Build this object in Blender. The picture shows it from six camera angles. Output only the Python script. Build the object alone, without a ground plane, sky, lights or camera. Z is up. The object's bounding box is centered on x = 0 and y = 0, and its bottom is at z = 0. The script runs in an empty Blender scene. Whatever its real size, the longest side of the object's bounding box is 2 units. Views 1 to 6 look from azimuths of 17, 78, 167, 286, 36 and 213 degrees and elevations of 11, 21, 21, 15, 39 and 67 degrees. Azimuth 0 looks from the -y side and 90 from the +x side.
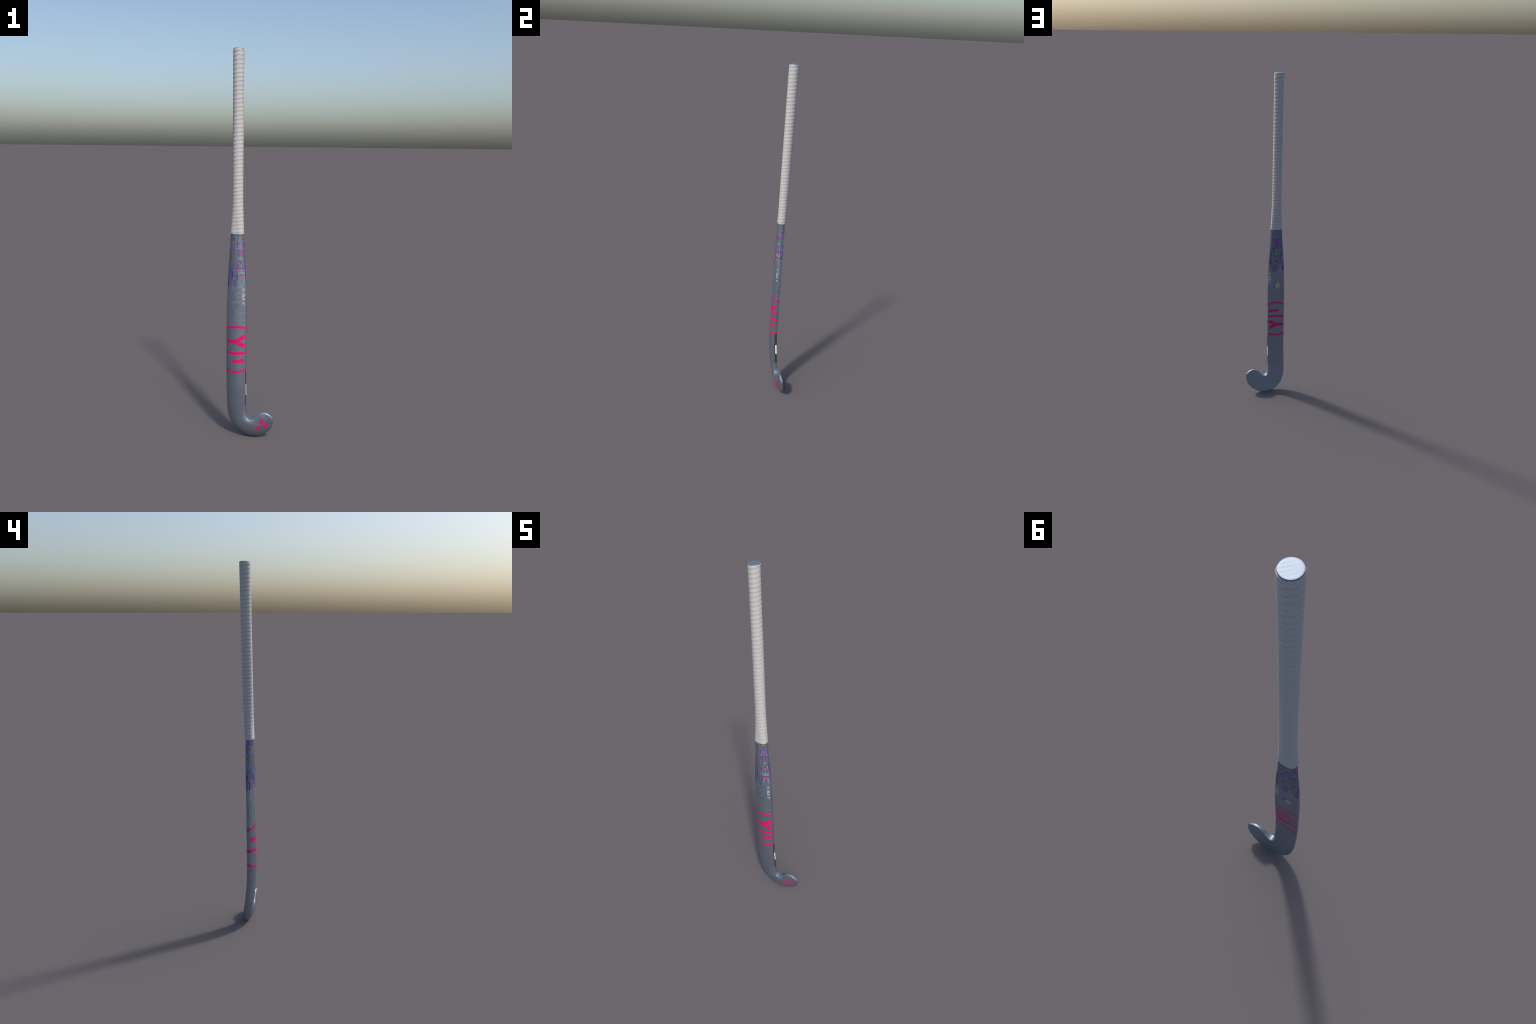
# A field hockey stick standing on its curved head: bowed composite shaft with a D-shaped section
# (flat playing face towards +y, rounded back towards -y), a hooked head, a wound white grip with an
# end cap, and printed marks laid on the surface as thin films of their own.
import math
import random
import bpy
import bmesh
import numpy as np

random.seed(11)

# ---------------------------------------------------------------- colours (sRGB) and finish
BODY_RGB = (138, 149, 163); BODY_METAL = .85; BODY_ROUGH = .50; CAP_ROUGH = .62
GRIP_COL = (.455, .448, .442)
PINK_RGB = (203, 6, 95)
PRINT_METAL = .3
PALETTE = dict(indigo=(62, 58, 150), violet=(98, 72, 150), teal=(92, 140, 150), steel=(100, 130, 165), plum=(135, 75, 125),
               olive=(130, 130, 85), brown=(135, 90, 85), green=(52, 150, 80), body=(124, 130, 140), magenta=(185, 45, 130),
               blue=(62, 78, 175), green_dim=(75, 140, 95), orange=(185, 130, 50), sky=(110, 175, 225), cyan=(90, 150, 185),
               orchid=(175, 105, 170), deep_blue=(45, 48, 165), rose=(170, 75, 125), magenta_dim=(180, 70, 145),
               green_hot=(60, 190, 75), tan=(175, 145, 80), violet_hot=(95, 55, 165), mint=(85, 165, 140),
               teal_light=(110, 165, 178), hot_pink=(225, 65, 150), drip=(100, 145, 160), orchid_dim=(130, 90, 150), brown_hot=(165, 90, 65))

# ---------------------------------------------------------------- splines
def hermite(knots, vals, z):
    """smooth curve through (knots, vals); knots ascending"""
    k = np.asarray(knots, float); v = np.asarray(vals, float)
    m = np.gradient(v, k)
    z = np.clip(z, k[0], k[-1])
    i = np.clip(np.searchsorted(k, z, side='right') - 1, 0, len(k) - 2)
    h = k[i + 1] - k[i]; t = (z - k[i]) / h
    return ((2*t**3 - 3*t**2 + 1) * v[i] + (t**3 - 2*t**2 + t) * h * m[i]
            + (-2*t**3 + 3*t**2) * v[i + 1] + (t**3 - t**2) * h * m[i + 1])

def smooth(a, b, x):
    t = np.clip((x - a) / (b - a), 0, 1)
    return t * t * (3 - 2 * t)

# ---------------------------------------------------------------- bare shaft (heights in metres)
SZ = [.30, .40, .50, .60, .70, .80, .90, 1.00, 1.07, 1.14]
S_X = [-.0735, -.0735, -.0732, -.0732, -.0730, -.0731, -.0735, -.0736, -.0734, -.0730]   # centre line
S_W = [.0518, .0522, .0524, .0524, .0520, .0495, .0446, .0390, .0354, .0325]             # half width
S_B = [-.0020, -.0036, -.0030, -.0018, -.0004, .0010, .0035, .0070, .0105, .0145]        # flat face, y
S_T = [.0396, .0392, .0386, .0375, .0366, .0362, .0372, .0376, .0385, .0400]             # thickness

def back_y(z):
    """flat playing face: bowed shaft, then the face sweeps towards +y into the head"""
    z = np.asarray(z, float)
    head = -.002 + .04 * (.3 - z) + .305 * np.maximum(0, .32 - z) ** 2
    return np.where(z < .30, head, hermite(SZ, S_B, z))

# ---------------------------------------------------------------- outline of the head, x-z plane
OUTER = [(-.1253, .30), (-.1253, .255), (-.1254, .192), (-.1247, .1455), (-.1225, .1205), (-.1165, .0935),
         (-.1070, .0665), (-.0930, .0460), (-.0747, .0280), (-.0535, .0132), (-.0345, .0050), (-.0125, .0006),
         (.0104, .0002), (.0311, .0040), (.0516, .0117), (.0719, .0222), (.0891, .0352), (.1046, .0510),
         (.1156, .0692), (.1230, .0914), (.1254, .1100), (.1235, .1250)]
INNER = [(-.0217, .30), (-.0218, .265), (-.0221, .2356), (-.0226, .1789), (-.0216, .1485), (-.0192, .1280),
         (-.0144, .1156), (-.0076, .1082), (.0035, .1064), (.0141, .1107), (.0251, .1210), (.0364, .1343),
         (.0512, .1482), (.0724, .1548), (.0928, .1522), (.1073, .1441), (.1178, .1345), (.1235, .1250)]

def polyspline(pts, n):
    p = np.array(pts); L = np.r_[0, np.cumsum(np.hypot(*np.diff(p, axis=0).T))]
    s = np.linspace(0, L[-1], n)
    return np.stack([hermite(L, p[:, 0], s), hermite(L, p[:, 1], s)], 1), s / L[-1]

RIM, RIM_S = polyspline(OUTER + INNER[::-1][1:], 1200)      # one smooth outline, parted at the toe tip
_tip = int(np.argmin(np.hypot(RIM[:, 0] - OUTER[-1][0], RIM[:, 1] - OUTER[-1][1])))
OUT_C, OUT_S = RIM[:_tip + 1], RIM_S[:_tip + 1] / RIM_S[_tip]
INN_C = RIM[_tip:][::-1]; INN_S = (1 - RIM_S[_tip:][::-1]) / (1 - RIM_S[_tip])
def on(curve, par, f):
    return np.stack([np.interp(f, par, curve[:, 0]), np.interp(f, par, curve[:, 1])], -1)
def frac(curve, par, pt):
    return par[np.argmin(np.hypot(*(curve - pt).T))]
STATIONS = [((-.1253, .30), (-.0217, .30)), ((-.1254, .192), (-.0226, .185)), ((-.1165, .0935), (-.0224, .135)),
            ((-.0747, .028), (-.0162, .1133)), ((-.0125, .0006), (.002, .103)), ((.0516, .0117), (.0267, .1183)),
            ((.0891, .0352), (.0524, .146)), ((.1156, .0692), (.0800, .1532)), ((.1254, .11), (.1083, .1448)),
            ((.1235, .125), (.1235, .125))]
ST_T = np.array([0, .17, .36, .48, .58, .70, .80, .89, .965, 1.0])
ST_O = np.array([frac(OUT_C, OUT_S, a) for a, b in STATIONS])
ST_I = np.array([frac(INN_C, INN_S, b) for a, b in STATIONS])
EDGE = np.r_[OUT_C, INN_C[::-1]]
EDGE = np.r_[[(-.1253, .5)], EDGE, [(-.0217, .5)]]

def edge_distance(x, z):
    a = EDGE[:-1]; d = EDGE[1:] - a; ll = (d ** 2).sum(1) + 1e-12
    P = np.stack([x.ravel(), z.ravel()], -1)
    out = np.empty(len(P))
    for i in range(0, len(P), 2000):
        q = P[i:i + 2000, None, :] - a[None]
        t = np.clip((q * d).sum(-1) / ll, 0, 1)
        out[i:i + 2000] = np.sqrt(((q - t[..., None] * d) ** 2).sum(-1).min(1))
    return out.reshape(x.shape)

# thickness, rim height, roundness of the front along the head (t = 0 at z=.30, 1 at toe)
HT = [0, .17, .36, .48, .58, .70, .80, .90, 1.0]
H_T = [.0396, .0390, .0396, .0412, .0418, .0385, .0297, .0198, .0122]
H_I = [.0166, .0170, .0215, .0255, .0258, .0165, .0102, .0092, .0085]   # rim height, inner edge
H_O = [.0166, .0174, .0150, .0136, .0138, .0127, .0112, .0104, .0090]   # rim height, outer edge
H_F = [0, .03, .04, .08, .20, .20, .22, .50, .85]      # 0: arc across the width, 1: flat with rounded rim
H_FI = [0, .15, .40, .52, .55, .40, .30, .50, .85]     # the same towards the inner edge
H_R = [.024, .025, .027, .027, .024, .016, .010, .0080, .0070]   # radius of the rolled rim

def arc_shape(f):
    """f: 0 at the edge .. 1 on the ridge; circular arc with a 42 degree start"""
    c = math.cos(math.radians(ARC)); x = (1 - np.clip(f, 0, 1)) * math.sin(math.radians(ARC))
    return (np.sqrt(1 - x * x) - c) / (1 - c)
ARC = 46

# ---------------------------------------------------------------- section
# c runs round the section: front -1..1 (x- to x+), +x side 1..2, flat back 2..4, -x side 4..5 (= -2..-1)
CR = .0030
def section_local(c):
    """lateral position q (-1..1), kind, side fraction"""
    c = np.mod(np.asarray(c, float) + 1, 6) - 1
    return c

def ring_points(c, xi, xo, T, H, F, E, dist=None):
    """c (n,), xi/xo: inner(+x)/outer(-x) planform points (m,2); returns (m,n,3)"""
    c = section_local(c)
    if c.ndim == 1:
        c = c[None, :]
    m = len(xi)
    col = lambda v: np.asarray(v, float).reshape(m, 1)
    mid = (xi + xo) / 2; half = (xi - xo) / 2
    w = np.hypot(half[:, 0], half[:, 1]).reshape(m, 1)
    T, E = col(T), col(E)
    Fi, Fo, RR = [col(v) for v in F] if isinstance(F, tuple) else (col(F), col(F), .012)
    Hi, Ho = (col(H[0]), col(H[1])) if isinstance(H, tuple) else (col(H), col(H))
    r = np.minimum(CR, .45 * w)
    q = np.zeros((m, c.shape[1])); dep = np.zeros_like(q)
    rq = r / np.maximum(w, 1e-6)
    front = (c >= -1) & (c <= 1)
    one = np.ones_like(q)
    q = np.where(front, c * one, q)
    for sgn, k in ((1, c), (-1, 4 + (2 - (c)) - 0)):       # +x side directly; -x side mirrored (5..4 -> 1..2)
        kk = k if sgn > 0 else 6 - c
        s = (kk > 1) & (kk <= 1.85)
        q = np.where(s, sgn * one, q); H = Hi if sgn > 0 else Ho
        dep = np.where(s, H + (r - H) * (kk - 1) / .85, dep)
        a = (kk > 1.85) & (kk <= 2.15)
        ph = (kk - 1.85) / .3 * math.pi / 2
        q = np.where(a, sgn * (1 - rq + rq * np.cos(ph)), q); dep = np.where(a, r * (1 - np.sin(ph)), dep)
    b = (c > 2.15) & (c < 3.85)
    q = np.where(b, (1 - rq) * (3 - c) / .85, q); dep = np.where(b, 0, dep)
    X = mid[:, :1] + half[:, :1] * q; Z = mid[:, 1:] + half[:, 1:] * q
    fq = 1 - np.abs(q)
    if dist is None:
        d = fq * w
    else:
        d = dist(X, Z)
    x1 = np.clip(1 - d / RR, 0, 1)
    flat = np.sqrt(np.maximum(0, 1 - x1 ** 2))
    flat = .80 * flat + .20 * arc_shape(np.minimum(1, d / np.maximum(w, .03)))
    arc = arc_shape(np.where(w > 1e-4, np.minimum(fq, d / np.maximum(w, 1e-4)) if dist is not None else fq, 0))
    F = Fo + (Fi - Fo) * smooth(-.5, .7, q)
    shp = (1 - F) * arc + F * flat
    H = Ho + (Hi - Ho) * (q + 1) / 2
    dep = np.where(front, H + (T - H) * shp, dep)
    # rounded (elliptic) section blended in towards the grip
    v = 1 - 2 * dep / T                       # -1 front .. 1 back
    ang = np.arctan2(q, -v)
    q2 = q * (1 - E) + np.sin(ang) * E
    v2 = v * (1 - E) - np.cos(ang) * E
    X = mid[:, :1] + half[:, :1] * q2; Z = mid[:, 1:] + half[:, 1:] * q2
    dep = (1 - v2) / 2 * T
    return np.stack([X, back_y(Z) - dep, Z], -1)

def round_blend(z):
    return .40 * smooth(.92, 1.07, z) + .55 * smooth(1.065, 1.108, z)

def shaft_surface(c, z):
    """points of the bare shaft at section position c and height z (arrays of equal shape)"""
    c = np.asarray(c, float).ravel(); z = np.asarray(z, float).ravel()
    xc = hermite(SZ, S_X, z); w = hermite(SZ, S_W, z)
    return ring_points(c[:, None], np.stack([xc + w, z], 1), np.stack([xc - w, z], 1), hermite(SZ, S_T, z),
                       np.full(len(z), .0166), np.zeros(len(z)), round_blend(z))[:, 0]

def columns():
    f = np.sin(np.linspace(-math.pi/2, math.pi/2, 41))
    f = .5 * f + .5 * np.linspace(-1, 1, 41)
    f = np.unique(np.r_[f, -.975, .975, -.985, .985, -.9925, .9925, -.9975, .9975])
    s = np.r_[1.2, 1.5, 1.85, 1.925, 2.0, 2.075, 2.15]
    b = np.linspace(2.15, 3.85, 15)[1:-1]
    return np.r_[f, s, b, (6 - s)[::-1]]

def head_rows(t):
    o = on(OUT_C, OUT_S, hermite(ST_T, ST_O, t)); i = on(INN_C, INN_S, hermite(ST_T, ST_I, t))
    return i, o, hermite(HT, H_T, t), (hermite(HT, H_I, t), hermite(HT, H_O, t)), (hermite(HT, H_FI, t), hermite(HT, H_F, t), hermite(HT, H_R, t))

def body_grid():
    c = columns()
    z = np.r_[np.linspace(1.115, .30, 116)]
    xc = hermite(SZ, S_X, z); w = hermite(SZ, S_W, z)
    A = ring_points(c, np.stack([xc + w, z], 1), np.stack([xc - w, z], 1), hermite(SZ, S_T, z),
                    np.full(len(z), .0166), np.zeros(len(z)), round_blend(z))
    u = np.linspace(0, 1, 121)[1:]
    t = np.sin(u * math.pi / 2) * .35 + u * .65
    t = t / t[-1]; t[-1] = .99995
    i, o, T, H, F = head_rows(t)
    B = ring_points(c, i, o, T, H, F, np.zeros(len(t)), dist=edge_distance)
    # the arc at the joint uses the width, further on the true distance to the outline
    k = smooth(0, .12, t).reshape(-1, 1, 1)
    B0 = ring_points(c, i, o, T, H, F, np.zeros(len(t)))
    B = B0 * (1 - k) + B * k
    return c, z, np.concatenate([A, B])

# ---------------------------------------------------------------- grip
GRIP_END = 1.103
GZ = [1.10, 1.14, 1.25, 1.4, 1.6, 1.8, 2.0]
G_X = [-.0728, -.0728, -.0733, -.0741, -.0748, -.0762, -.0767]
G_W = [.0349, .0327, .0284, .0268, .0268, .0262, .0272]
G_Y = [-.0070, -.0048, -.0004, .0033, .0075, .0118, .0155]
G_D = [.0236, .0238, .0264, .0275, .0278, .0282, .0284]

# ================================================================ Blender helpers
def make_mesh(name, verts, faces, mats, face_mats=None, angle=38, parent=None):
    me = bpy.data.meshes.new(name)
    me.from_pydata([tuple(map(float, v)) for v in verts], [], [tuple(f) for f in faces])
    me.polygons.foreach_set('use_smooth', [True] * len(me.polygons))
    for m in mats:
        me.materials.append(m)
    if face_mats is not None:
        me.polygons.foreach_set('material_index', face_mats)
    if angle:
        me.set_sharp_from_angle(angle=math.radians(angle))
    me.update()
    ob = bpy.data.objects.new(name, me)
    bpy.context.scene.collection.objects.link(ob)
    if parent:
        ob.parent = parent
    return ob

class Nodes:
    """small helper to wire a material"""
    def __init__(self, name):
        self.mat = bpy.data.materials.new(name); self.mat.use_nodes = True
        self.t = self.mat.node_tree; self.n = self.t.nodes
        self.b = self.n['Principled BSDF']
        self.co = self.n.new('ShaderNodeTexCoord')
    def new(self, kind, **kw):
        nd = self.n.new(kind)
        for k, v in kw.items():
            setattr(nd, k, v)
        return nd
    def link(self, a, b):
        self.t.links.new(a, b)
    def math(self, op, a, b=None, clamp=False):
        nd = self.new('ShaderNodeMath', operation=op, use_clamp=clamp)
        for i, x in enumerate((a, b)):
            if x is None:
                continue
            if isinstance(x, (int, float)):
                nd.inputs[i].default_value = x
            else:
                self.link(x, nd.inputs[i])
        return nd.outputs[0]
    def noise(self, scale, detail=2, vec=None):
        nd = self.new('ShaderNodeTexNoise'); nd.inputs['Scale'].default_value = scale
        nd.inputs['Detail'].default_value = detail
        self.link(vec or self.co.outputs['Object'], nd.inputs['Vector'])
        return nd.outputs['Fac']
    def mix(self, fac, a, b):
        nd = self.new('ShaderNodeMix', data_type='RGBA')
        for sock, x in ((nd.inputs[0], fac), (nd.inputs[6], a), (nd.inputs[7], b)):
            if isinstance(x, (int, float)):
                sock.default_value = x
            elif isinstance(x, tuple):
                sock.default_value = (*x, 1)
            else:
                self.link(x, sock)
        return nd.outputs[2]
    def ramp(self, x, lo, hi, a=0., b=1.):
        nd = self.new('ShaderNodeMapRange', interpolation_type='SMOOTHSTEP')
        self.link(x, nd.inputs['Value'])
        nd.inputs['From Min'].default_value = lo; nd.inputs['From Max'].default_value = hi
        nd.inputs['To Min'].default_value = a; nd.inputs['To Max'].default_value = b
        return nd.outputs[0]

def lin(*rgb):
    f = lambda c: c / 12.92 if c <= .04045 else ((c + .055) / 1.055) ** 2.4
    return tuple(f(c / 255) for c in rgb)

def printed(name, rgb, rough=.45, metal=0.):
    k = Nodes(name); c = lin(*rgb)
    g = k.ramp(k.noise(90, 3), .35, .65)
    k.link(k.mix(g, tuple(x * .94 for x in c), tuple(min(1, x * 1.05) for x in c)), k.b.inputs['Base Color'])
    k.b.inputs['Roughness'].default_value = rough
    k.b.inputs['Specular IOR Level'].default_value = .4
    k.b.inputs['Metallic'].default_value = metal
    return k.mat

BODY_COL = lin(*BODY_RGB)
def body_material():
    """satin metallic grey; faint mottled camouflage on the upper shaft's rounded back"""
    k = Nodes('satin_grey'); obj = k.co.outputs['Object']
    sep = k.new('ShaderNodeSeparateXYZ'); k.link(obj, sep.inputs[0])
    # mirrored about a line on the right of the rounded back, stretched so that the blotches lie across
    xm = k.math('ABSOLUTE', k.math('SUBTRACT', sep.outputs['X'], -.047))
    cmb = k.new('ShaderNodeCombineXYZ')
    k.link(xm, cmb.inputs[0]); k.link(k.math('MULTIPLY', sep.outputs['Z'], 1.15), cmb.inputs[2])
    k.link(k.math('MULTIPLY', sep.outputs['Y'], .8), cmb.inputs[1])
    cell = k.new('ShaderNodeTexVoronoi', feature='F1', distance='CHEBYCHEV'); cell.inputs['Scale'].default_value = 66
    cell.inputs['Randomness'].default_value = .75
    k.link(cmb.outputs[0], cell.inputs['Vector'])
    blot = k.ramp(cell.outputs['Distance'], .50, .24)
    sc = k.new('ShaderNodeSeparateColor'); k.link(cell.outputs['Color'], sc.inputs[0])
    blot = k.math('MULTIPLY', blot, k.ramp(sc.outputs[0], .15, .6, .40, 1))
    geo = k.new('ShaderNodeNewGeometry'); sn = k.new('ShaderNodeSeparateXYZ'); k.link(geo.outputs['Normal'], sn.inputs[0])
    mask = k.math('MULTIPLY', k.ramp(sep.outputs['Z'], .612, .620), k.ramp(sn.outputs['Y'], .75, .45))
    mask = k.math('MULTIPLY', mask, k.ramp(sep.outputs['Z'], .868, .840))
    f = k.math('MULTIPLY', blot, mask)
    cloud = k.ramp(k.noise(14, 3), .3, .7)
    base = k.mix(cloud, tuple(x * .97 for x in BODY_COL), tuple(x * 1.03 for x in BODY_COL))
    base = k.mix(f, base, tuple(min(1, x * 1.25) for x in BODY_COL))
    k.link(base, k.b.inputs['Base Color'])
    k.b.inputs['Metallic'].default_value = BODY_METAL
    k.b.inputs['Roughness'].default_value = BODY_ROUGH
    return k.mat

def grip_material(name, col):
    k = Nodes(name)
    g = k.ramp(k.noise(160, 4), .3, .7)
    k.link(k.mix(g, tuple(x * .97 for x in col), col), k.b.inputs['Base Color'])
    k.b.inputs['Roughness'].default_value = .7
    k.b.inputs['Specular IOR Level'].default_value = .3
    return k.mat

def cap_material():
    k = Nodes('brushed_end_cap'); obj = k.co.outputs['Object']
    turn = k.new('ShaderNodeMapping'); turn.inputs['Rotation'].default_value = (0, 0, math.radians(-46.6))
    k.link(obj, turn.inputs['Vector'])
    mp = k.new('ShaderNodeMapping'); mp.inputs['Scale'].default_value = (8, 190, 8)
    k.link(turn.outputs[0], mp.inputs['Vector'])
    g = k.noise(1, 3, mp.outputs[0])
    k.link(k.mix(g, tuple(x * .95 for x in BODY_COL), tuple(x * 1.05 for x in BODY_COL)), k.b.inputs['Base Color'])
    k.b.inputs['Metallic'].default_value = BODY_METAL
    k.link(k.ramp(g, .3, .7, CAP_ROUGH - .02, CAP_ROUGH + .02), k.b.inputs['Roughness'])
    return k.mat

M_BODY, M_CAP = body_material(), cap_material()
M_GRIP = grip_material('white_grip_tape', GRIP_COL)
M_SEAM = grip_material('grip_tape_dark_seam', tuple(x * .70 for x in GRIP_COL))  # grip colour at 0.70, for the thin darker line between turns
M_PINK = printed('pink_print', PINK_RGB)
M_WHITE = printed('white_print', (196, 198, 200), .5)
M_BLACK = printed('black_label', (38, 38, 37), .5)
M_LABEL = printed('white_label', (250, 248, 248), .5)
M_LGREY = printed('label_grey_text', (92, 92, 88), .5)
M_BLUE = printed('emblem_blue', (40, 45, 200), .5)
M_YELL = printed('emblem_yellow', (215, 172, 48), .5)
M_EGREY = printed('emblem_grey', (186, 188, 190), .5)
M_ETEXT = printed('emblem_text_grey', (186, 189, 196), .5)
M_TEXTB = printed('pale_grey_print', (205, 208, 218), .5)

stick = bpy.data.objects.new('hockey_stick', None)
bpy.context.scene.collection.objects.link(stick)
stick['label'] = 'grey field hockey stick with white wound grip, pink marks and colourful circuit print'
stick['category'] = 'hockey stick'

# ================================================================ body: one skin, cut into shaft and head
cols, zrows, G = body_grid()
R, C = G.shape[:2]
faces = [(r * C + j, r * C + (j + 1) % C, (r + 1) * C + (j + 1) % C, (r + 1) * C + j)
         for r in range(R - 1) for j in range(C)]
faces = [f[::-1] for f in faces]
whole = make_mesh('whole_skin', G.reshape(-1, 3), faces, [M_BODY], angle=25)
wn = [tuple(n.vector) for n in whole.data.corner_normals]
CUT = 144                                    # ring where the shaft turns into the head
def cut_part(name, r0, r1):
    f0, f1 = r0 * C, r1 * C
    sub = faces[f0:f1]; base = r0 * C
    ob = make_mesh(name, G.reshape(-1, 3)[base:(r1 + 1) * C], [tuple(i - base for i in f) for f in sub],
                   [M_BODY], angle=25, parent=stick)
    ob.data.normals_split_custom_set([wn[i] for i in range(f0 * 4, f1 * 4)])
    return ob
shaft = cut_part('shaft', 0, CUT)
head = cut_part('head', CUT, R - 1)
bpy.data.objects.remove(whole)

# ================================================================ wound grip and end cap
def grip_mesh():
    nz, nt = 2000, 72
    th = np.linspace(0, 2 * math.pi, nt, endpoint=False)[None, :]     # 0 = front (-y), 90 deg = +x
    z = np.linspace(GRIP_END, 1.9962, nz)[:, None]
    xc, w, yc, d = (hermite(GZ, v, z) for v in (G_X, G_W, G_Y, G_D))
    # section: ellipse, squarer on the flat face near the lower end
    sq = .42 * (1 - smooth(1.10, 1.27, z))
    sx = np.sin(th); sy = -np.cos(th)
    e = 2 + 1.6 * sq
    nrm = (np.abs(sx) ** e + np.abs(sy) ** e) ** (1 / e)
    sx, sy = sx / nrm, sy / nrm
    # the tape: each turn overlaps the one below with a slightly flared lower edge
    pitch = .0186 + .0016 * smooth(1.1, 2.0, z)
    turns = np.cumsum(np.r_[0, np.diff(z[:, 0]) / pitch[1:, 0]])[:, None]
    wob = .015 * np.sin(3.1 * turns + 1.3) + .012 * np.sin(th + 1.7 * turns) + .012 * np.sin(2 * th - .9 * turns)
    f = np.mod(turns - th / (2 * math.pi) + .45 + wob, 1)              # 0 at the lower edge of a turn
    lift = .0013 * np.maximum(0, 1 - f / .8) ** 1.3 + .0008 * smooth(.55, .98, f)
    gap = np.minimum(f, 1 - f) * pitch                                # distance to the seam between turns
    off = lift * smooth(-.0004, .0010, gap) - .0005 * (1 - smooth(.0002, .0010, gap)) - .0008
    end = np.clip((1.9962 - z) / .0025, 0, 1); off = off * (.4 + .6 * end) - .0016 * (1 - np.sqrt(1 - (1 - end) ** 2))
    low = np.clip((z - GRIP_END) / .010, 0, 1)                         # last turn stuck down level
    off = off * low + (-.0002) * (1 - low) - .0012 * np.clip(1 - (z - GRIP_END) / .002, 0, 1) ** 2
    nx, ny = sx * d, sy * w
    ln = np.sqrt(nx ** 2 + ny ** 2); nx, ny = nx / ln, ny / ln
    P = np.stack([xc + w * sx + off * nx, yc + d * sy + off * ny, np.broadcast_to(z, off.shape)], -1)
    low_in = P[0].copy(); ctr = P[0].mean(0); low_in[:, :2] = ctr[:2] + (low_in[:, :2] - ctr[:2]) * .82
    top_in = P[-1].copy(); ctr = P[-1].mean(0); top_in[:, :2] = ctr[:2] + (top_in[:, :2] - ctr[:2]) * .80
    P = np.concatenate([low_in[None], P, top_in[None]])
    n = len(P)
    fc = [(r * nt + j, r * nt + (j + 1) % nt, (r + 1) * nt + (j + 1) % nt, (r + 1) * nt + j)
          for r in range(n - 1) for j in range(nt)]
    edge = np.zeros((n - 1, nt), int)                                  # faces along the seam that get the darker grip colour
    fm = np.mod(.5 * (f[:-1] + f[1:]), 1) * pitch[:-1]
    edge[1:-1] = ((fm < .0007) | (fm > pitch[:-1] - .0006)) & (np.abs(np.diff(f, axis=0)) < .5) & (z[:-1] > GRIP_END + .006)
    return P.reshape(-1, 3), fc, edge.ravel()
gv, gf, gm = grip_mesh()
grip = make_mesh('grip', gv, gf, [M_GRIP, M_SEAM], gm, angle=60, parent=stick)

def cap_mesh():
    nt = 96; th = np.linspace(0, 2 * math.pi, nt, endpoint=False)
    prof = [(.86, 1.985), (1.0, 1.994), (1.0, 1.9975)]
    prof += [(1 - .04 * (1 - math.cos(a)), 1.9975 + .0025 * math.sin(a)) for a in np.linspace(.3, math.pi / 2, 6)]
    prof += [(.8, 2.0), (.4, 2.0)]
    v = [(-.0767 + 0.0254 * s * math.sin(t), .0155 + .0265 * s * -math.cos(t), z) for s, z in prof for t in th]
    fc = [(r * nt + j, r * nt + (j + 1) % nt, (r + 1) * nt + (j + 1) % nt, (r + 1) * nt + j)
          for r in range(len(prof) - 1) for j in range(nt)]
    fc.append(tuple(range((len(prof) - 1) * nt, len(prof) * nt)))
    return v, fc
cv, cf = cap_mesh()
make_mesh('end_cap', cv, cf, [M_CAP], angle=40, parent=stick)

# ================================================================ prints: thin films that follow the skin
BREAKS = [-2.15, -2.075, -2, -1.925, -1.85, -1, 1, 1.85, 1.925, 2, 2.075, 2.15, 3.85, 3.925, 4, 4.075, 4.15, 5]
def c_samples(c0, c1, step=.10):
    a, b = min(c0, c1), max(c0, c1)
    pts = sorted({a, b, *[x for x in BREAKS if a < x < b]})
    out = [a]
    for p, q in zip(pts, pts[1:]):
        n = max(1, math.ceil((q - p) / step)); out += [p + (q - p) * i / n for i in range(1, n + 1)]
    return out

def skin(c, z, lift):
    """points lifted off the shaft's skin along its normal"""
    c = np.asarray(c, float).ravel(); z = np.asarray(z, float).ravel()
    e = .012
    P = shaft_surface(c, z)
    a = shaft_surface(c + e, z) - shaft_surface(c - e, z)
    b = shaft_surface(c, z + .001) - shaft_surface(c, z - .001)
    n = np.cross(a, b); n /= np.linalg.norm(n, axis=1)[:, None]
    return P + n * np.asarray(lift, float).reshape(-1, 1)

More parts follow.
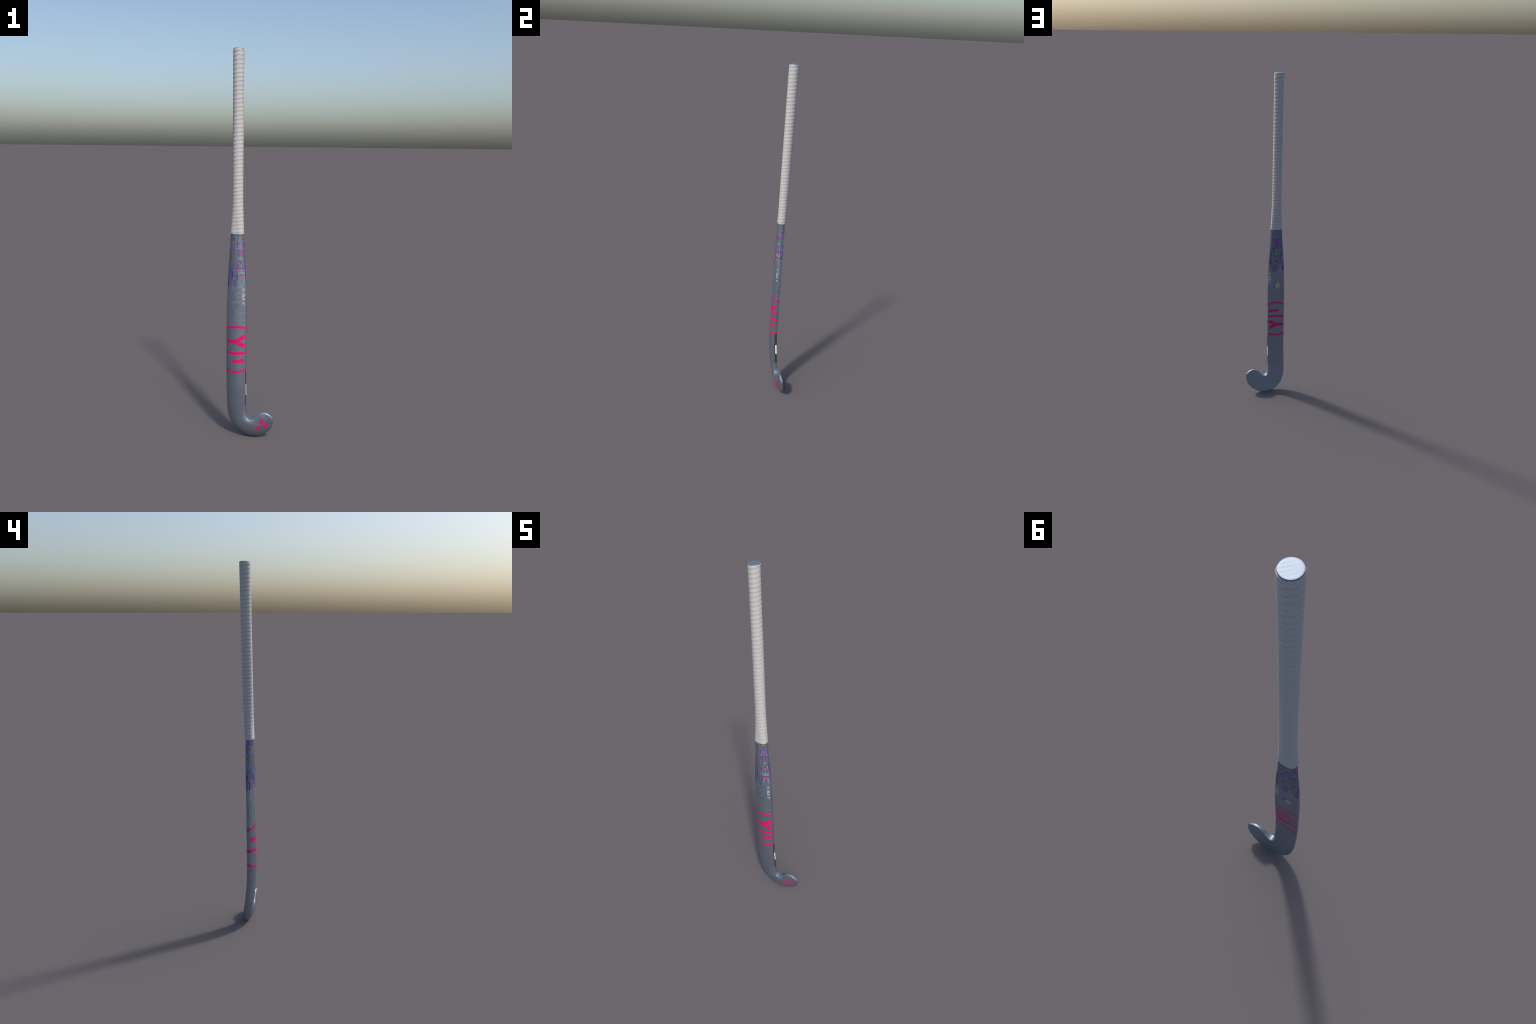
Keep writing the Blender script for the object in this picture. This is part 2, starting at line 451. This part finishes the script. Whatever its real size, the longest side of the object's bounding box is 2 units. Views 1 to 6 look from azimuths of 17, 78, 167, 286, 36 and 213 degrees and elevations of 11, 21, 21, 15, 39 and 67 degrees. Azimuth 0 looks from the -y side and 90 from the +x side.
class Film:
    """collects patches in (c, z) and turns them into one mesh"""
    def __init__(self):
        self.c, self.z, self.l, self.f, self.m = [], [], [], [], []
    def grid(self, rows, lift, mat):
        """rows: list of equally long lists of (c, z), from low to high"""
        b = len(self.c); n = len(rows[0])
        for row in rows:
            for c, z in row:
                self.c.append(c); self.z.append(z); self.l.append(lift)
        for r in range(len(rows) - 1):
            for j in range(n - 1):
                self.f.append((b + r*n + j, b + r*n + j + 1, b + (r+1)*n + j + 1, b + (r+1)*n + j)); self.m.append(mat)
    def rect(self, c0, c1, z0, z1, lift=.0003, mat=0):
        cs = c_samples(c0, c1); nz = max(1, math.ceil((z1 - z0) / .02))
        self.grid([[(c, z0 + (z1 - z0) * i / nz) for c in cs] for i in range(nz + 1)], lift, mat)
    def quad(self, a, b, c, d, lift=.0004, mat=0, n=6):
        """corners a-b (low edge, rising c), d-c (high edge)"""
        rows = []
        for i in range(n + 1):
            v = i / n; row = []
            for j in range(n + 1):
                u = j / n
                row.append(tuple((1-v) * ((1-u) * a[k] + u * b[k]) + v * ((1-u) * d[k] + u * c[k]) for k in (0, 1)))
            rows.append(row)
        self.grid(rows, lift, mat)
    def band(self, c0, c1, centre, width, lift=.0004, mat=0):
        cs = c_samples(c0, c1, .05)
        self.grid([[(c, centre(c) + width(c) * (v - .5)) for c in cs] for v in (0, .5, 1)], lift, mat)
    def build(self, name, mats, parent=stick, angle=36):
        P = skin(self.c, self.z, np.array(self.l))
        ok = []
        for f in self.f:                       # outward facing
            ok.append(f)
        return make_mesh(name, P, ok, mats, self.m, angle, parent)

def curve(ks, vs):
    return lambda c: float(hermite(ks, vs, np.array([c]))[0])
flat = lambda v: (lambda c: v)

# --- pink brackets, bar, letter and digit on the rounded back (c -1..1) and running round the sides
def one(name, fn):
    f = Film(); fn(f); return f.build(name, [M_PINK])
up_c = [-2, -1, -.5, 0, .46, .8, 1]
one('printed_bracket', lambda f: (f.band(-1, 1, curve([-1, -.55, 0, .46, .8, 1], [.6060, .6168, .6224, .6224, .6188, .6158]), flat(.0120)),
                                  f.band(1, 2.06, curve([1, 1.5, 2.06], [.6158, .6112, .6060]), flat(.0116)),
                                  f.band(-2.06, -1, curve([-2.06, -1.5, -1], [.5950, .6005, .6060]), flat(.0118))))
one('printed_bracket', lambda f: (f.band(-1, 1, curve([-1, -.76, -.39, .04, .42, .72, 1], [.3912, .3848, .3798, .3790, .3806, .3856, .3915]), flat(.0118)),
                                  f.band(1, 2.06, curve([1, 1.5, 2.06], [.3915, .3955, .4010]), flat(.0112)),
                                  f.band(-2.06, -1, curve([-2.06, -1.5, -1], [.4050, .3985, .3912]), flat(.0118))))
one('printed_bar', lambda f: (f.band(-1, 1, curve([-1, -.3, .1, .66, 1], [.4786, .4806, .4817, .4822, .4845]), flat(.0154)),
                              f.band(1, 2.1, curve([1, 1.5, 2.1], [.4845, .4850, .4856]), flat(.0148)),
                              f.band(-2.1, -1, curve([-2.1, -1.5, -1], [.4812, .4800, .4786]), flat(.0158))))
one('printed_letter', lambda f: (f.quad((-.91, .5322), (.0, .5336), (.0, .5556), (-.91, .5545), n=12),
                                 f.quad((.0, .5440), (.47, .5453), (.47, .5700), (.0, .5556)),
                                 f.quad((.0, .5336), (.47, .5215), (.47, .5453), (.0, .5440)),
                                 f.quad((.47, .5453), (.945, .5607), (.945, .5858), (.47, .5700)),
                                 f.quad((.47, .5215), (.935, .5081), (.935, .5338), (.47, .5453))))
one('printed_digit', lambda f: (f.quad((-.34, .4290), (.57, .4304), (.57, .4475), (-.34, .4450), n=10),
                                f.quad((.57, .4304), (.91, .4330), (.91, .4496), (.57, .4573))))
# --- the same set on the flat face, upside down
one('printed_bracket', lambda f: f.band(2.05, 3.97, curve([2.05, 2.5, 3.03, 3.48, 3.97], [.6052, .6156, .6182, .6136, .6030]), flat(.0098)))
one('printed_bracket', lambda f: f.band(2.05, 3.97, curve([2.05, 2.5, 2.91, 3.37, 3.97], [.4038, .3951, .3899, .3906, .3982]), flat(.0100)))
one('printed_bar', lambda f: f.quad((2.15, .5182), (3.85, .5119), (3.85, .5272), (2.15, .5326), n=14))
one('printed_letter', lambda f: (f.quad((3.10, .4520), (3.83, .4496), (3.83, .4715), (3.10, .4740)),
                                 f.quad((2.64, .4644), (3.10, .4630), (3.10, .4740), (2.64, .4885)),
                                 f.quad((2.64, .4410), (3.10, .4520), (3.10, .4630), (2.64, .4644)),
                                 f.quad((2.23, .4779), (2.64, .4644), (2.64, .4885), (2.23, .5017)),
                                 f.quad((2.23, .4304), (2.64, .4410), (2.64, .4644), (2.23, .4528))))
one('printed_digit', lambda f: (f.quad((2.55, .5565), (3.33, .5540), (3.33, .5697), (2.55, .5725)),
                                f.quad((2.22, .5588), (2.55, .5479), (2.55, .5725), (2.22, .5737))))

# --- registered mark on the edge between side and rounded back
def edge_pos(s, t):
    s += .003
    return (-1 + s / .0560 if s > 0 else -1 + s / .0166 * .9, .3668 + t)
def ring(f, pos, r0, r1, a0, a1, n, lift=.0004, mat=0):
    for i in range(n):
        A, B = a0 + (a1 - a0) * i / n, a0 + (a1 - a0) * (i + 1) / n
        p = [pos(r * math.cos(a), r * math.sin(a)) for r, a in ((r0, A), (r0, B), (r1, B), (r1, A))]
        f.grid([[p[0], p[1]], [p[3], p[2]]], lift, mat)
def reg(f):
    ring(f, edge_pos, .0066, .0084, 0, 2 * math.pi, 28)
    for a, b in (((-.0026, -.0036), (-.0026, .0036)), ((-.0026, .0036), (.0016, .0034)), ((.0016, .0034), (.0018, .0006)),
                 ((.0018, .0006), (-.0026, 0)), ((-.0006, 0), (.0024, -.0036))):
        dx, dy = b[0] - a[0], b[1] - a[1]; L = math.hypot(dx, dy); nx, ny = -dy / L * .0006, dx / L * .0006
        f.grid([[edge_pos(a[0] - nx, a[1] - ny), edge_pos(b[0] - nx, b[1] - ny)],
                [edge_pos(a[0] + nx, a[1] + ny), edge_pos(b[0] + nx, b[1] + ny)]], .0004, 0)
one('registered_mark', reg)

# --- small lettering "Y1/ BLB X", strokes in a unit cell (advance, height)
GLYPH = {'Y': [((0, 1), (.5, .5)), ((1, 1), (.5, .5)), ((.5, .5), (.5, 0))],
         '1': [((.6, 0), (.6, 1)), ((.6, 1), (.1, .75))],
         '/': [((.1, 0), (.9, 1))],
         'B': [((.1, 0), (.1, 1)), ((.1, 1), (.85, .9)), ((.85, .9), (.85, .6)), ((.85, .55), (.1, .5)), ((.9, .45), (.9, .1)), ((.9, .1), (.1, 0))],
         'L': [((.15, 0), (.15, 1)), ((.15, .08), (.95, .08))],
         'X': [((.05, 0), (.95, 1)), ((.05, 1), (.95, 0))]}
def lettering(name, layout, pos_h, bold, mat):
    f = Film()
    for ch, za, zb in layout:
        for (a0, h0), (a1, h1) in GLYPH[ch]:
            p0 = np.array([pos_h(h0), za + (zb - za) * a0]); p1 = np.array([pos_h(h1), za + (zb - za) * a1])
            k = np.array([.052, 1.]); d = (p1 - p0) * k; L = np.linalg.norm(d); n = np.array([-d[1], d[0]]) / L * bold / k
            t = d / L * .0004 / k
            f.grid([[tuple(p0 - n - t), tuple(p1 - n + t)], [tuple(p0 + n - t), tuple(p1 + n + t)]], .0004, 0)
    return f.build(name, [mat])
lettering('small_lettering', [('Y', .8266, .8183), ('1', .8157, .8100), ('/', .8032, .7985), ('B', .7950, .7850), ('L', .7840, .7755),
                              ('B', .7738, .7652), ('X', .7534, .7420)], lambda h: .715 + .185 * h, .00085, M_WHITE)
lettering('small_lettering', [('Y', .7415, .7525), ('1', .7553, .7605), ('/', .7650, .7701), ('B', .7752, .7842), ('L', .7855, .7932),
                              ('B', .7958, .8041), ('X', .8157, .8266)], lambda h: 2.39 - .22 * h, .00115, M_TEXTB)

# --- round emblem on the flat face
def face_pos(s, t):
    return (3.03 - s / .0565, .7335 + t)
f = Film(); ring(f, face_pos, .0142, .0195, -math.pi / 2 + .03, math.pi / 2 - .03, 30); f.build('emblem_ring', [M_BLUE])
f = Film(); ring(f, face_pos, .0142, .0195, math.pi / 2 + .03, 3 * math.pi / 2 - .03, 30); f.build('emblem_ring', [M_YELL])
f = Film()
for k in range(14):
    ring(f, face_pos, .0105, .0128, k * 2 * math.pi / 14, (k + .72) * 2 * math.pi / 14, 3)
for k in range(9):
    ring(f, face_pos, .0058, .0094, (k + .3) * 2 * math.pi / 9, (k + .95) * 2 * math.pi / 9, 3)
for k in range(4):
    ring(f, face_pos, .0016, .0048, (k + .1) * math.pi / 2, (k + .75) * math.pi / 2, 3)
f.build('emblem_disc', [M_EGREY])
f = Film(); a = 0
while a < 2 * math.pi - .1:
    w = random.uniform(.05, .11)
    if abs(a - 3.3) > .12 and abs(a - .1) > .12:
        r = random.uniform(.0006, .0012)
        ring(f, face_pos, .0240 - r, .0244 + r, a, a + w, 2)
    a += w + random.uniform(.05, .09)
f.build('emblem_text', [M_ETEXT])

# ================================================================ circuit print below the grip
GREY = np.array((112, 120, 134))
def mute(v, f):
    return tuple(np.array(v) * (1 - f) + GREY * f)
PAL = {k: printed('print_' + k, mute(v, .22), .45, PRINT_METAL) for k, v in PALETTE.items()}
PAL.update({'dim_' + k: printed('print_dim_' + k, mute(v, .42), .45, PRINT_METAL) for k, v in PALETTE.items()})
PAL['body'] = PAL['dim_body'] = M_BODY
PK = list(PAL); PM = [PAL[k] for k in PK]; ID = {k: i for i, k in enumerate(PK)}
circ = Film()
def fill_tiles():
    """random pixel columns all round, ragged at the lower end"""
    rng = random.Random(5)
    c = -2.0
    names = ['indigo', 'violet', 'teal', 'steel', 'plum', 'olive', 'brown', 'green', 'body', 'magenta', 'blue']
    wts = [14, 14, 14, 14, 12, 7, 5, 7, 34, 3, 5]
    while c < 3.999:
        side = -2 <= c < -1 or 1 <= c < 2
        dc = rng.choice([.20, .28, .36]) if side else rng.choice([.06, .08, .10, .13, .16])
        lim = next(b for b in (-1, 1, 2, 4) if b > c + 1e-6)
        c1 = min(c + dc, lim)
        if lim - c1 < (.12 if side else .04):
            c1 = lim
        if 2 <= c < 2.15: c1 = max(c1, 2.15)
        if c1 > 3.85 and lim == 4: c1 = 4.0
        end = rng.choice([.885, .88, .875, .87, .868, .862, .850, .838])
        z = 1.1030
        while z > end:
            h = rng.choice([.003, .004, .005, .006, .008, .010, .014, .020, .030]); lo = max(z - h, end - .002)
            nm = rng.choices(names, wts)[0]
            if nm != 'body':
                circ.rect(c, c1, lo, z, .0003, ID['dim_' + nm])
                if h >= .008 and c1 - c > .09 and rng.random() < .55:
                    e = (c1 - c) * .27
                    circ.rect(c + e, c1 - e, lo + .0022, z - .0022, .00045, ID['dim_' + rng.choices(names[:8], wts[:8])[0]])
            z = lo
        c = c1
fill_tiles()
def axis_c(z):
    return float(np.interp(z, [.93, .99, 1.09], [.675, .655, .558]))
def put(col, c0, c1, z0, z1, lift=.0006):
    circ.rect(c0, c1, z0, z1, lift, ID[col])
def mirrored(col, a0, a1, z0, z1, lift=.0006):
    """patch and its mirror image about the print's axis"""
    o = axis_c((z0 + z1) / 2)
    put(col, o + a0, o + a1, z0, z1, lift)
    m0, m1 = o - a1, o - a0
    # the far half runs over the edge onto the flat side, where one unit of c is about 0.4 of the width
    k = lambda v: v if v <= 1 else 1 + (v - 1) * 2.3
    put(col, k(m0), k(m1), z0, z1, lift)
def centred(col, half, z0, z1, lift=.0006):
    o = axis_c((z0 + z1) / 2); put(col, o - half, o + half, z0, z1, lift)

def front_totem():
    centred('body', .46, .985, 1.1030, .0005); centred('body', .36, .836, .987, .0005)
    mirrored('plum', -.40, -.24, 1.070, 1.1030, .0006)
    mirrored('indigo', -.26, -.22, 1.072, 1.1030, .0007)
    mirrored('green_dim', -.22, -.15, 1.046, 1.098); centred('green', .15, 1.0965, 1.1000)
    centred('olive', .13, 1.082, 1.0965); centred('orange', .09, 1.0895, 1.0935, .0008)
    mirrored('sky', -.40, -.28, 1.0850, 1.0905, .0009); mirrored('cyan', -.53, -.46, 1.073, 1.1030)
    mirrored('orchid', -.53, -.22, 1.026, 1.070); mirrored('steel', -.48, -.27, 1.031, 1.067, .0007)
    mirrored('blue', -.44, -.30, 1.035, 1.066, .0008); mirrored('deep_blue', -.41, -.33, 1.052, 1.057, .0009)
    mirrored('teal', -.56, -.42, 1.036, 1.041, .0009)
    mirrored('violet', -.19, -.14, .990, 1.064); mirrored('orchid', -.11, -.05, 1.028, 1.062); mirrored('plum', -.12, -.05, 1.056, 1.063, .0008)
    mirrored('blue', -.42, -.23, .991, 1.026, .0007); mirrored('olive', -.37, -.28, 1.010, 1.017, .0009)
    mirrored('green', -.37, -.28, 1.001, 1.010, .0009); mirrored('orchid', -.37, -.29, .995, 1.001, .0009)
    centred('plum', .12, 1.017, 1.024); mirrored('rose', -.13, -.02, 1.009, 1.015, .0007); mirrored('indigo', -.12, -.03, 1.0065, 1.009, .0007)
    mirrored('magenta_dim', -.19, -.05, .988, 1.007); mirrored('teal', -.40, -.26, .986, .990)
    centred('green_hot', .14, .979, .988); centred('green_hot', .10, .971, .979); centred('steel', .03, .9735, .9770, .0009)
    centred('violet', .11, .956, .971); centred('orange', .095, .966, .969, .0008); centred('orange', .095, .958, .9605, .0008)
    centred('indigo', .12, .928, .956); centred('tan', .075, .932, .954, .0008)
    mirrored('violet_hot', -.34, -.14, .927, .974); mirrored('rose', -.29, -.15, .967, .974, .0008); mirrored('mint', -.29, -.18, .946, .964, .0008)
    mirrored('orchid', -.29, -.18, .930, .944, .0008); mirrored('indigo', -.33, -.14, .9265, .9295, .0009)
    mirrored('tan', -.36, -.31, .900, .925); centred('tan', .34, .899, .902); centred('teal_light', .29, .902, .911, .0007)
    mirrored('rose', -.25, -.10, .910, .916, .0009); mirrored('olive', -.20, -.10, .918, .924, .0009); centred('teal_light', .06, .902, .927, .0008)
    mirrored('orchid', -.31, -.22, .915, .924, .0008)
    centred('orchid', .05, .920, .925, .0010); centred('violet_hot', .11, .895, .899); centred('violet_hot', .05, .891, .895)
    mirrored('rose', -.21, -.13, .889, .897); mirrored('teal_light', -.14, -.08, .890, .894)
    centred('hot_pink', .30, .878, .885, .0008)
    mirrored('drip', -.32, -.11, .851, .878); mirrored('drip', -.33, -.27, .836, .851)
def boxed(edge, inner, c0, c1, z0, z1, t=.0022, lift=.0006):
    put(edge, c0, c1, z0, z1, lift)
    k = t / .045 if not (1 < (c0 + c1) / 2 % 6 < 2 or (c0 + c1) / 2 < -1) else t / .0166
    put(inner, c0 + k, c1 - k, z0 + t, z1 - t, lift + .0002)
def left_flank():
    put('olive', -.55, -.24, 1.051, 1.062); put('magenta_dim', -.52, -.30, 1.063, 1.068); put('blue', -.67, -.55, 1.071, 1.078)
    put('teal', -.30, -.04, 1.093, 1.100); boxed('olive', 'indigo', -.28, -.06, 1.072, 1.091)
    put('magenta', -.28, .04, 1.021, 1.027); put('brown_hot', -.26, .05, 1.008, 1.017); put('cyan', -.51, -.39, 1.015, 1.021, .0008)
    put('green', -.53, -.36, .992, 1.006); put('brown', -.05, .06, .974, 1.001); put('steel', .10, .20, .963, 1.003)
    put('orange', -.12, -.03, .8715, .8755); boxed('indigo', 'orchid_dim', -.17, .03, .838, .870)
    put('indigo', -.47, -.29, .879, .913); put('magenta', -.70, -.52, .881, .888); put('blue', -.23, -.03, .927, .934)
    put('cyan', -.65, -.52, .923, .928); put('indigo', -.97, -.84, .830, .875); boxed('violet_hot', 'plum', .15, .29, .872, .881)
    put('blue', .06, .24, .885, .899); put('green', .07, .14, .899, .906)
def flat_face():
    boxed('deep_blue', 'steel', 2.77, 3.05, 1.071, 1.101); put('magenta', 2.86, 2.96, 1.073, 1.078, .0010)
    boxed('green_dim', 'olive', 3.10, 3.44, 1.078, 1.098); put('teal', 2.88, 3.18, 1.050, 1.071); put('plum', 2.93, 3.04, 1.056, 1.066, .0008)
    put('teal', 2.62, 2.78, 1.056, 1.071); put('green', 2.63, 2.78, 1.049, 1.056)
    boxed('indigo', 'orchid_dim', 2.96, 3.28, .984, 1.045, .0030); put('magenta_dim', 3.27, 3.35, .988, 1.030)
    boxed('orchid', 'steel', 3.44, 3.75, 1.025, 1.067); put('deep_blue', 3.53, 3.62, 1.032, 1.064, .0010)
    boxed('blue', 'green_dim', 3.48, 3.70, .990, 1.022, .0050); put('brown', 2.36, 2.50, 1.026, 1.034); put('orange', 2.40, 2.50, 1.008, 1.015)
    put('blue', 2.63, 2.80, 1.032, 1.045); put('green', 3.13, 3.37, .969, .984); put('green_dim', 2.87, 2.94, .897, .956)
    put('olive', 2.94, 3.25, .934, .953); boxed('violet_hot', 'mint', 3.29, 3.55, .925, .962, .0035); put('orchid', 3.36, 3.48, .930, .942, .0010)
    put('cyan', 2.37, 2.46, .922, .928); put('steel', 2.49, 2.56, .927, .969); boxed('orchid', 'blue', 2.55, 2.82, .875, .923, .0035)
    put('teal_light', 2.50, 2.66, .888, .893, .0010); put('olive', 2.61, 2.75, .879, .885, .0010); put('magenta', 2.34, 2.50, .881, .889)
    put('hot_pink', 3.17, 3.45, .876, .882); put('deep_blue', 3.09, 3.27, .893, .896); put('drip', 3.26, 3.44, .849, .875)
    put('drip', 3.37, 3.44, .832, .849); boxed('blue', 'body', 2.61, 2.94, .827, .874, .0050); put('magenta_dim', 2.98, 3.07, .831, .892)
    put('green', 2.96, 3.13, .854, .860, .0008); put('orange', 3.69, 3.82, .870, .874); boxed('indigo', 'orchid_dim', 3.70, 3.84, .838, .869, .0028)
    put('indigo', 2.18, 2.31, .881, .918)
def side_faces():
    for o in (-2, 1):
        put('cyan', o + .35, o + .65, 1.017, 1.022); put('magenta', o + .1, o + .75, 1.061, 1.067); put('green', o + .2, o + .6, .994, 1.006)
        put('indigo', o + .3, o + .7, .884, .913); put('magenta', o + .05, o + .45, .881, .888); put('blue', o + .55, o + .95, .930, .936)
    boxed('deep_blue', 'steel', -1.95, -1.35, .826, .870)
front_totem(); left_flank(); flat_face(); side_faces()
cp = circ.build('circuit_print', PM)
cp['kind'] = 'stuff'

# ================================================================ label on the +x side and logo on the head
IZ = INN_C[:, 1]; kmin = int(np.argmin(IZ)); I_Z, I_X = IZ[:kmin][::-1], INN_C[:kmin, 0][::-1]
def side_point(c, z, lift):
    x = float(np.interp(z, I_Z, I_X)) if z < .30 else float(hermite(SZ, S_X, z) + hermite(SZ, S_W, z))
    H, r = .0166, CR
    if c <= 1.85:
        return (x + lift, float(back_y(z)) - (H + (r - H) * (c - 1) / .85), z)
    ph = (c - 1.85) / .3 * math.pi / 2
    rr = r + lift
    return (x - r + rr * math.cos(ph), float(back_y(z)) - r + rr * math.sin(ph), z)
def side_plate(name, c0, c1, z0, z1, lift, mat, parent, corner=.0):
    """thin raised plate with its own edge"""
    cs = sorted({*np.linspace(c0, min(c1, 1.85), 9), *([1.9, 1.95, 2.0] if c1 > 1.9 else [])})
    cs = [c for c in cs if c <= c1 + 1e-6]
    zs = np.unique(np.r_[np.linspace(z0, z1, max(2, int((z1 - z0) / .005))), z0 + corner * .3, z1 - corner * .3, z0 + corner, z1 - corner])
    def cut(z):                               # rounded corners
        d = min(z - z0, z1 - z)
        return 0 if corner == 0 or d >= corner else (corner - math.sqrt(max(0, corner**2 - (corner - d)**2))) / .0166
    v, fc = [], []
    n = len(cs)
    for z in zs:
        k = cut(z)
        for c in cs:
            v.append(side_point(c0 + k + (c - c0) * (c1 - c0 - 2 * k) / (c1 - c0), z, lift))
    for z in zs:
        k = cut(z)
        for c in cs:
            v.append(side_point(c0 + k + (c - c0) * (c1 - c0 - 2 * k) / (c1 - c0), z, lift - .0008))
    m = len(zs); N = m * n
    for r in range(m - 1):
        for j in range(n - 1):
            fc.append((r*n + j, r*n + j + 1, (r+1)*n + j + 1, (r+1)*n + j))
    rim = [j for j in range(n)] + [r*n + n - 1 for r in range(1, m)] + [(m-1)*n + j for j in range(n - 2, -1, -1)] + [r*n for r in range(m - 2, 0, -1)]
    for a, b in zip(rim, rim[1:] + rim[:1]):
        fc.append((a, a + N, b + N, b))
    return make_mesh(name, v, fc, [mat], angle=50, parent=parent)
label = side_plate('side_label', 1.10, 1.99, .1790, .3815, .0006, M_BLACK, stick, .004)
side_plate('label_panel', 1.40, 1.95, .2425, .3065, .0010, M_LABEL, label, .002)
rng = random.Random(3)
z = .376
k = 0
while z > .186:
    h = rng.uniform(.0018, .0045)
    if not (.238 < z < .311 or .200 < z < .206):
        a = rng.uniform(1.44, 1.50); b = rng.uniform(1.68, 1.78)
        t = side_plate('label_text', a, b, z - h, z, .0009, M_LGREY, label); k += 1
    z -= h + rng.uniform(.0008, .002)

# three lozenges on the front of the head, dropped onto the skin along +y
from mathutils.bvhtree import BVHTree
from mathutils import Vector
bv = BVHTree.FromPolygons([tuple(map(float, p)) for p in G.reshape(-1, 3)], faces)
def lozenge(corners, n=14):
    a, b, c, d = corners; v, fc = [], []
    for i in range(n + 1):
        for j in range(n + 1):
            u, w = j / n, i / n
            x = (1-w) * ((1-u) * a[0] + u * b[0]) + w * ((1-u) * d[0] + u * c[0])
            z = (1-w) * ((1-u) * a[1] + u * b[1]) + w * ((1-u) * d[1] + u * c[1])
            hit = bv.ray_cast(Vector((x, -.3, z)), Vector((0, 1, 0)))
            v.append((x, hit[0].y - .0006, z))
    for i in range(n):
        for j in range(n):
            fc.append((i*(n+1) + j, i*(n+1) + j + 1, (i+1)*(n+1) + j + 1, (i+1)*(n+1) + j))
    return make_mesh('head_logo', v, fc, [M_PINK], parent=head)
lozenge([(.0545, .0885), (.0725, .0930), (.0805, .1130), (.0664, .1305)])
lozenge([(.0318, .0682), (.0400, .0532), (.0640, .0730), (.0540, .0838)])
lozenge([(.0740, .0908), (.0831, .0752), (.1055, .0782), (.0926, .0960)])
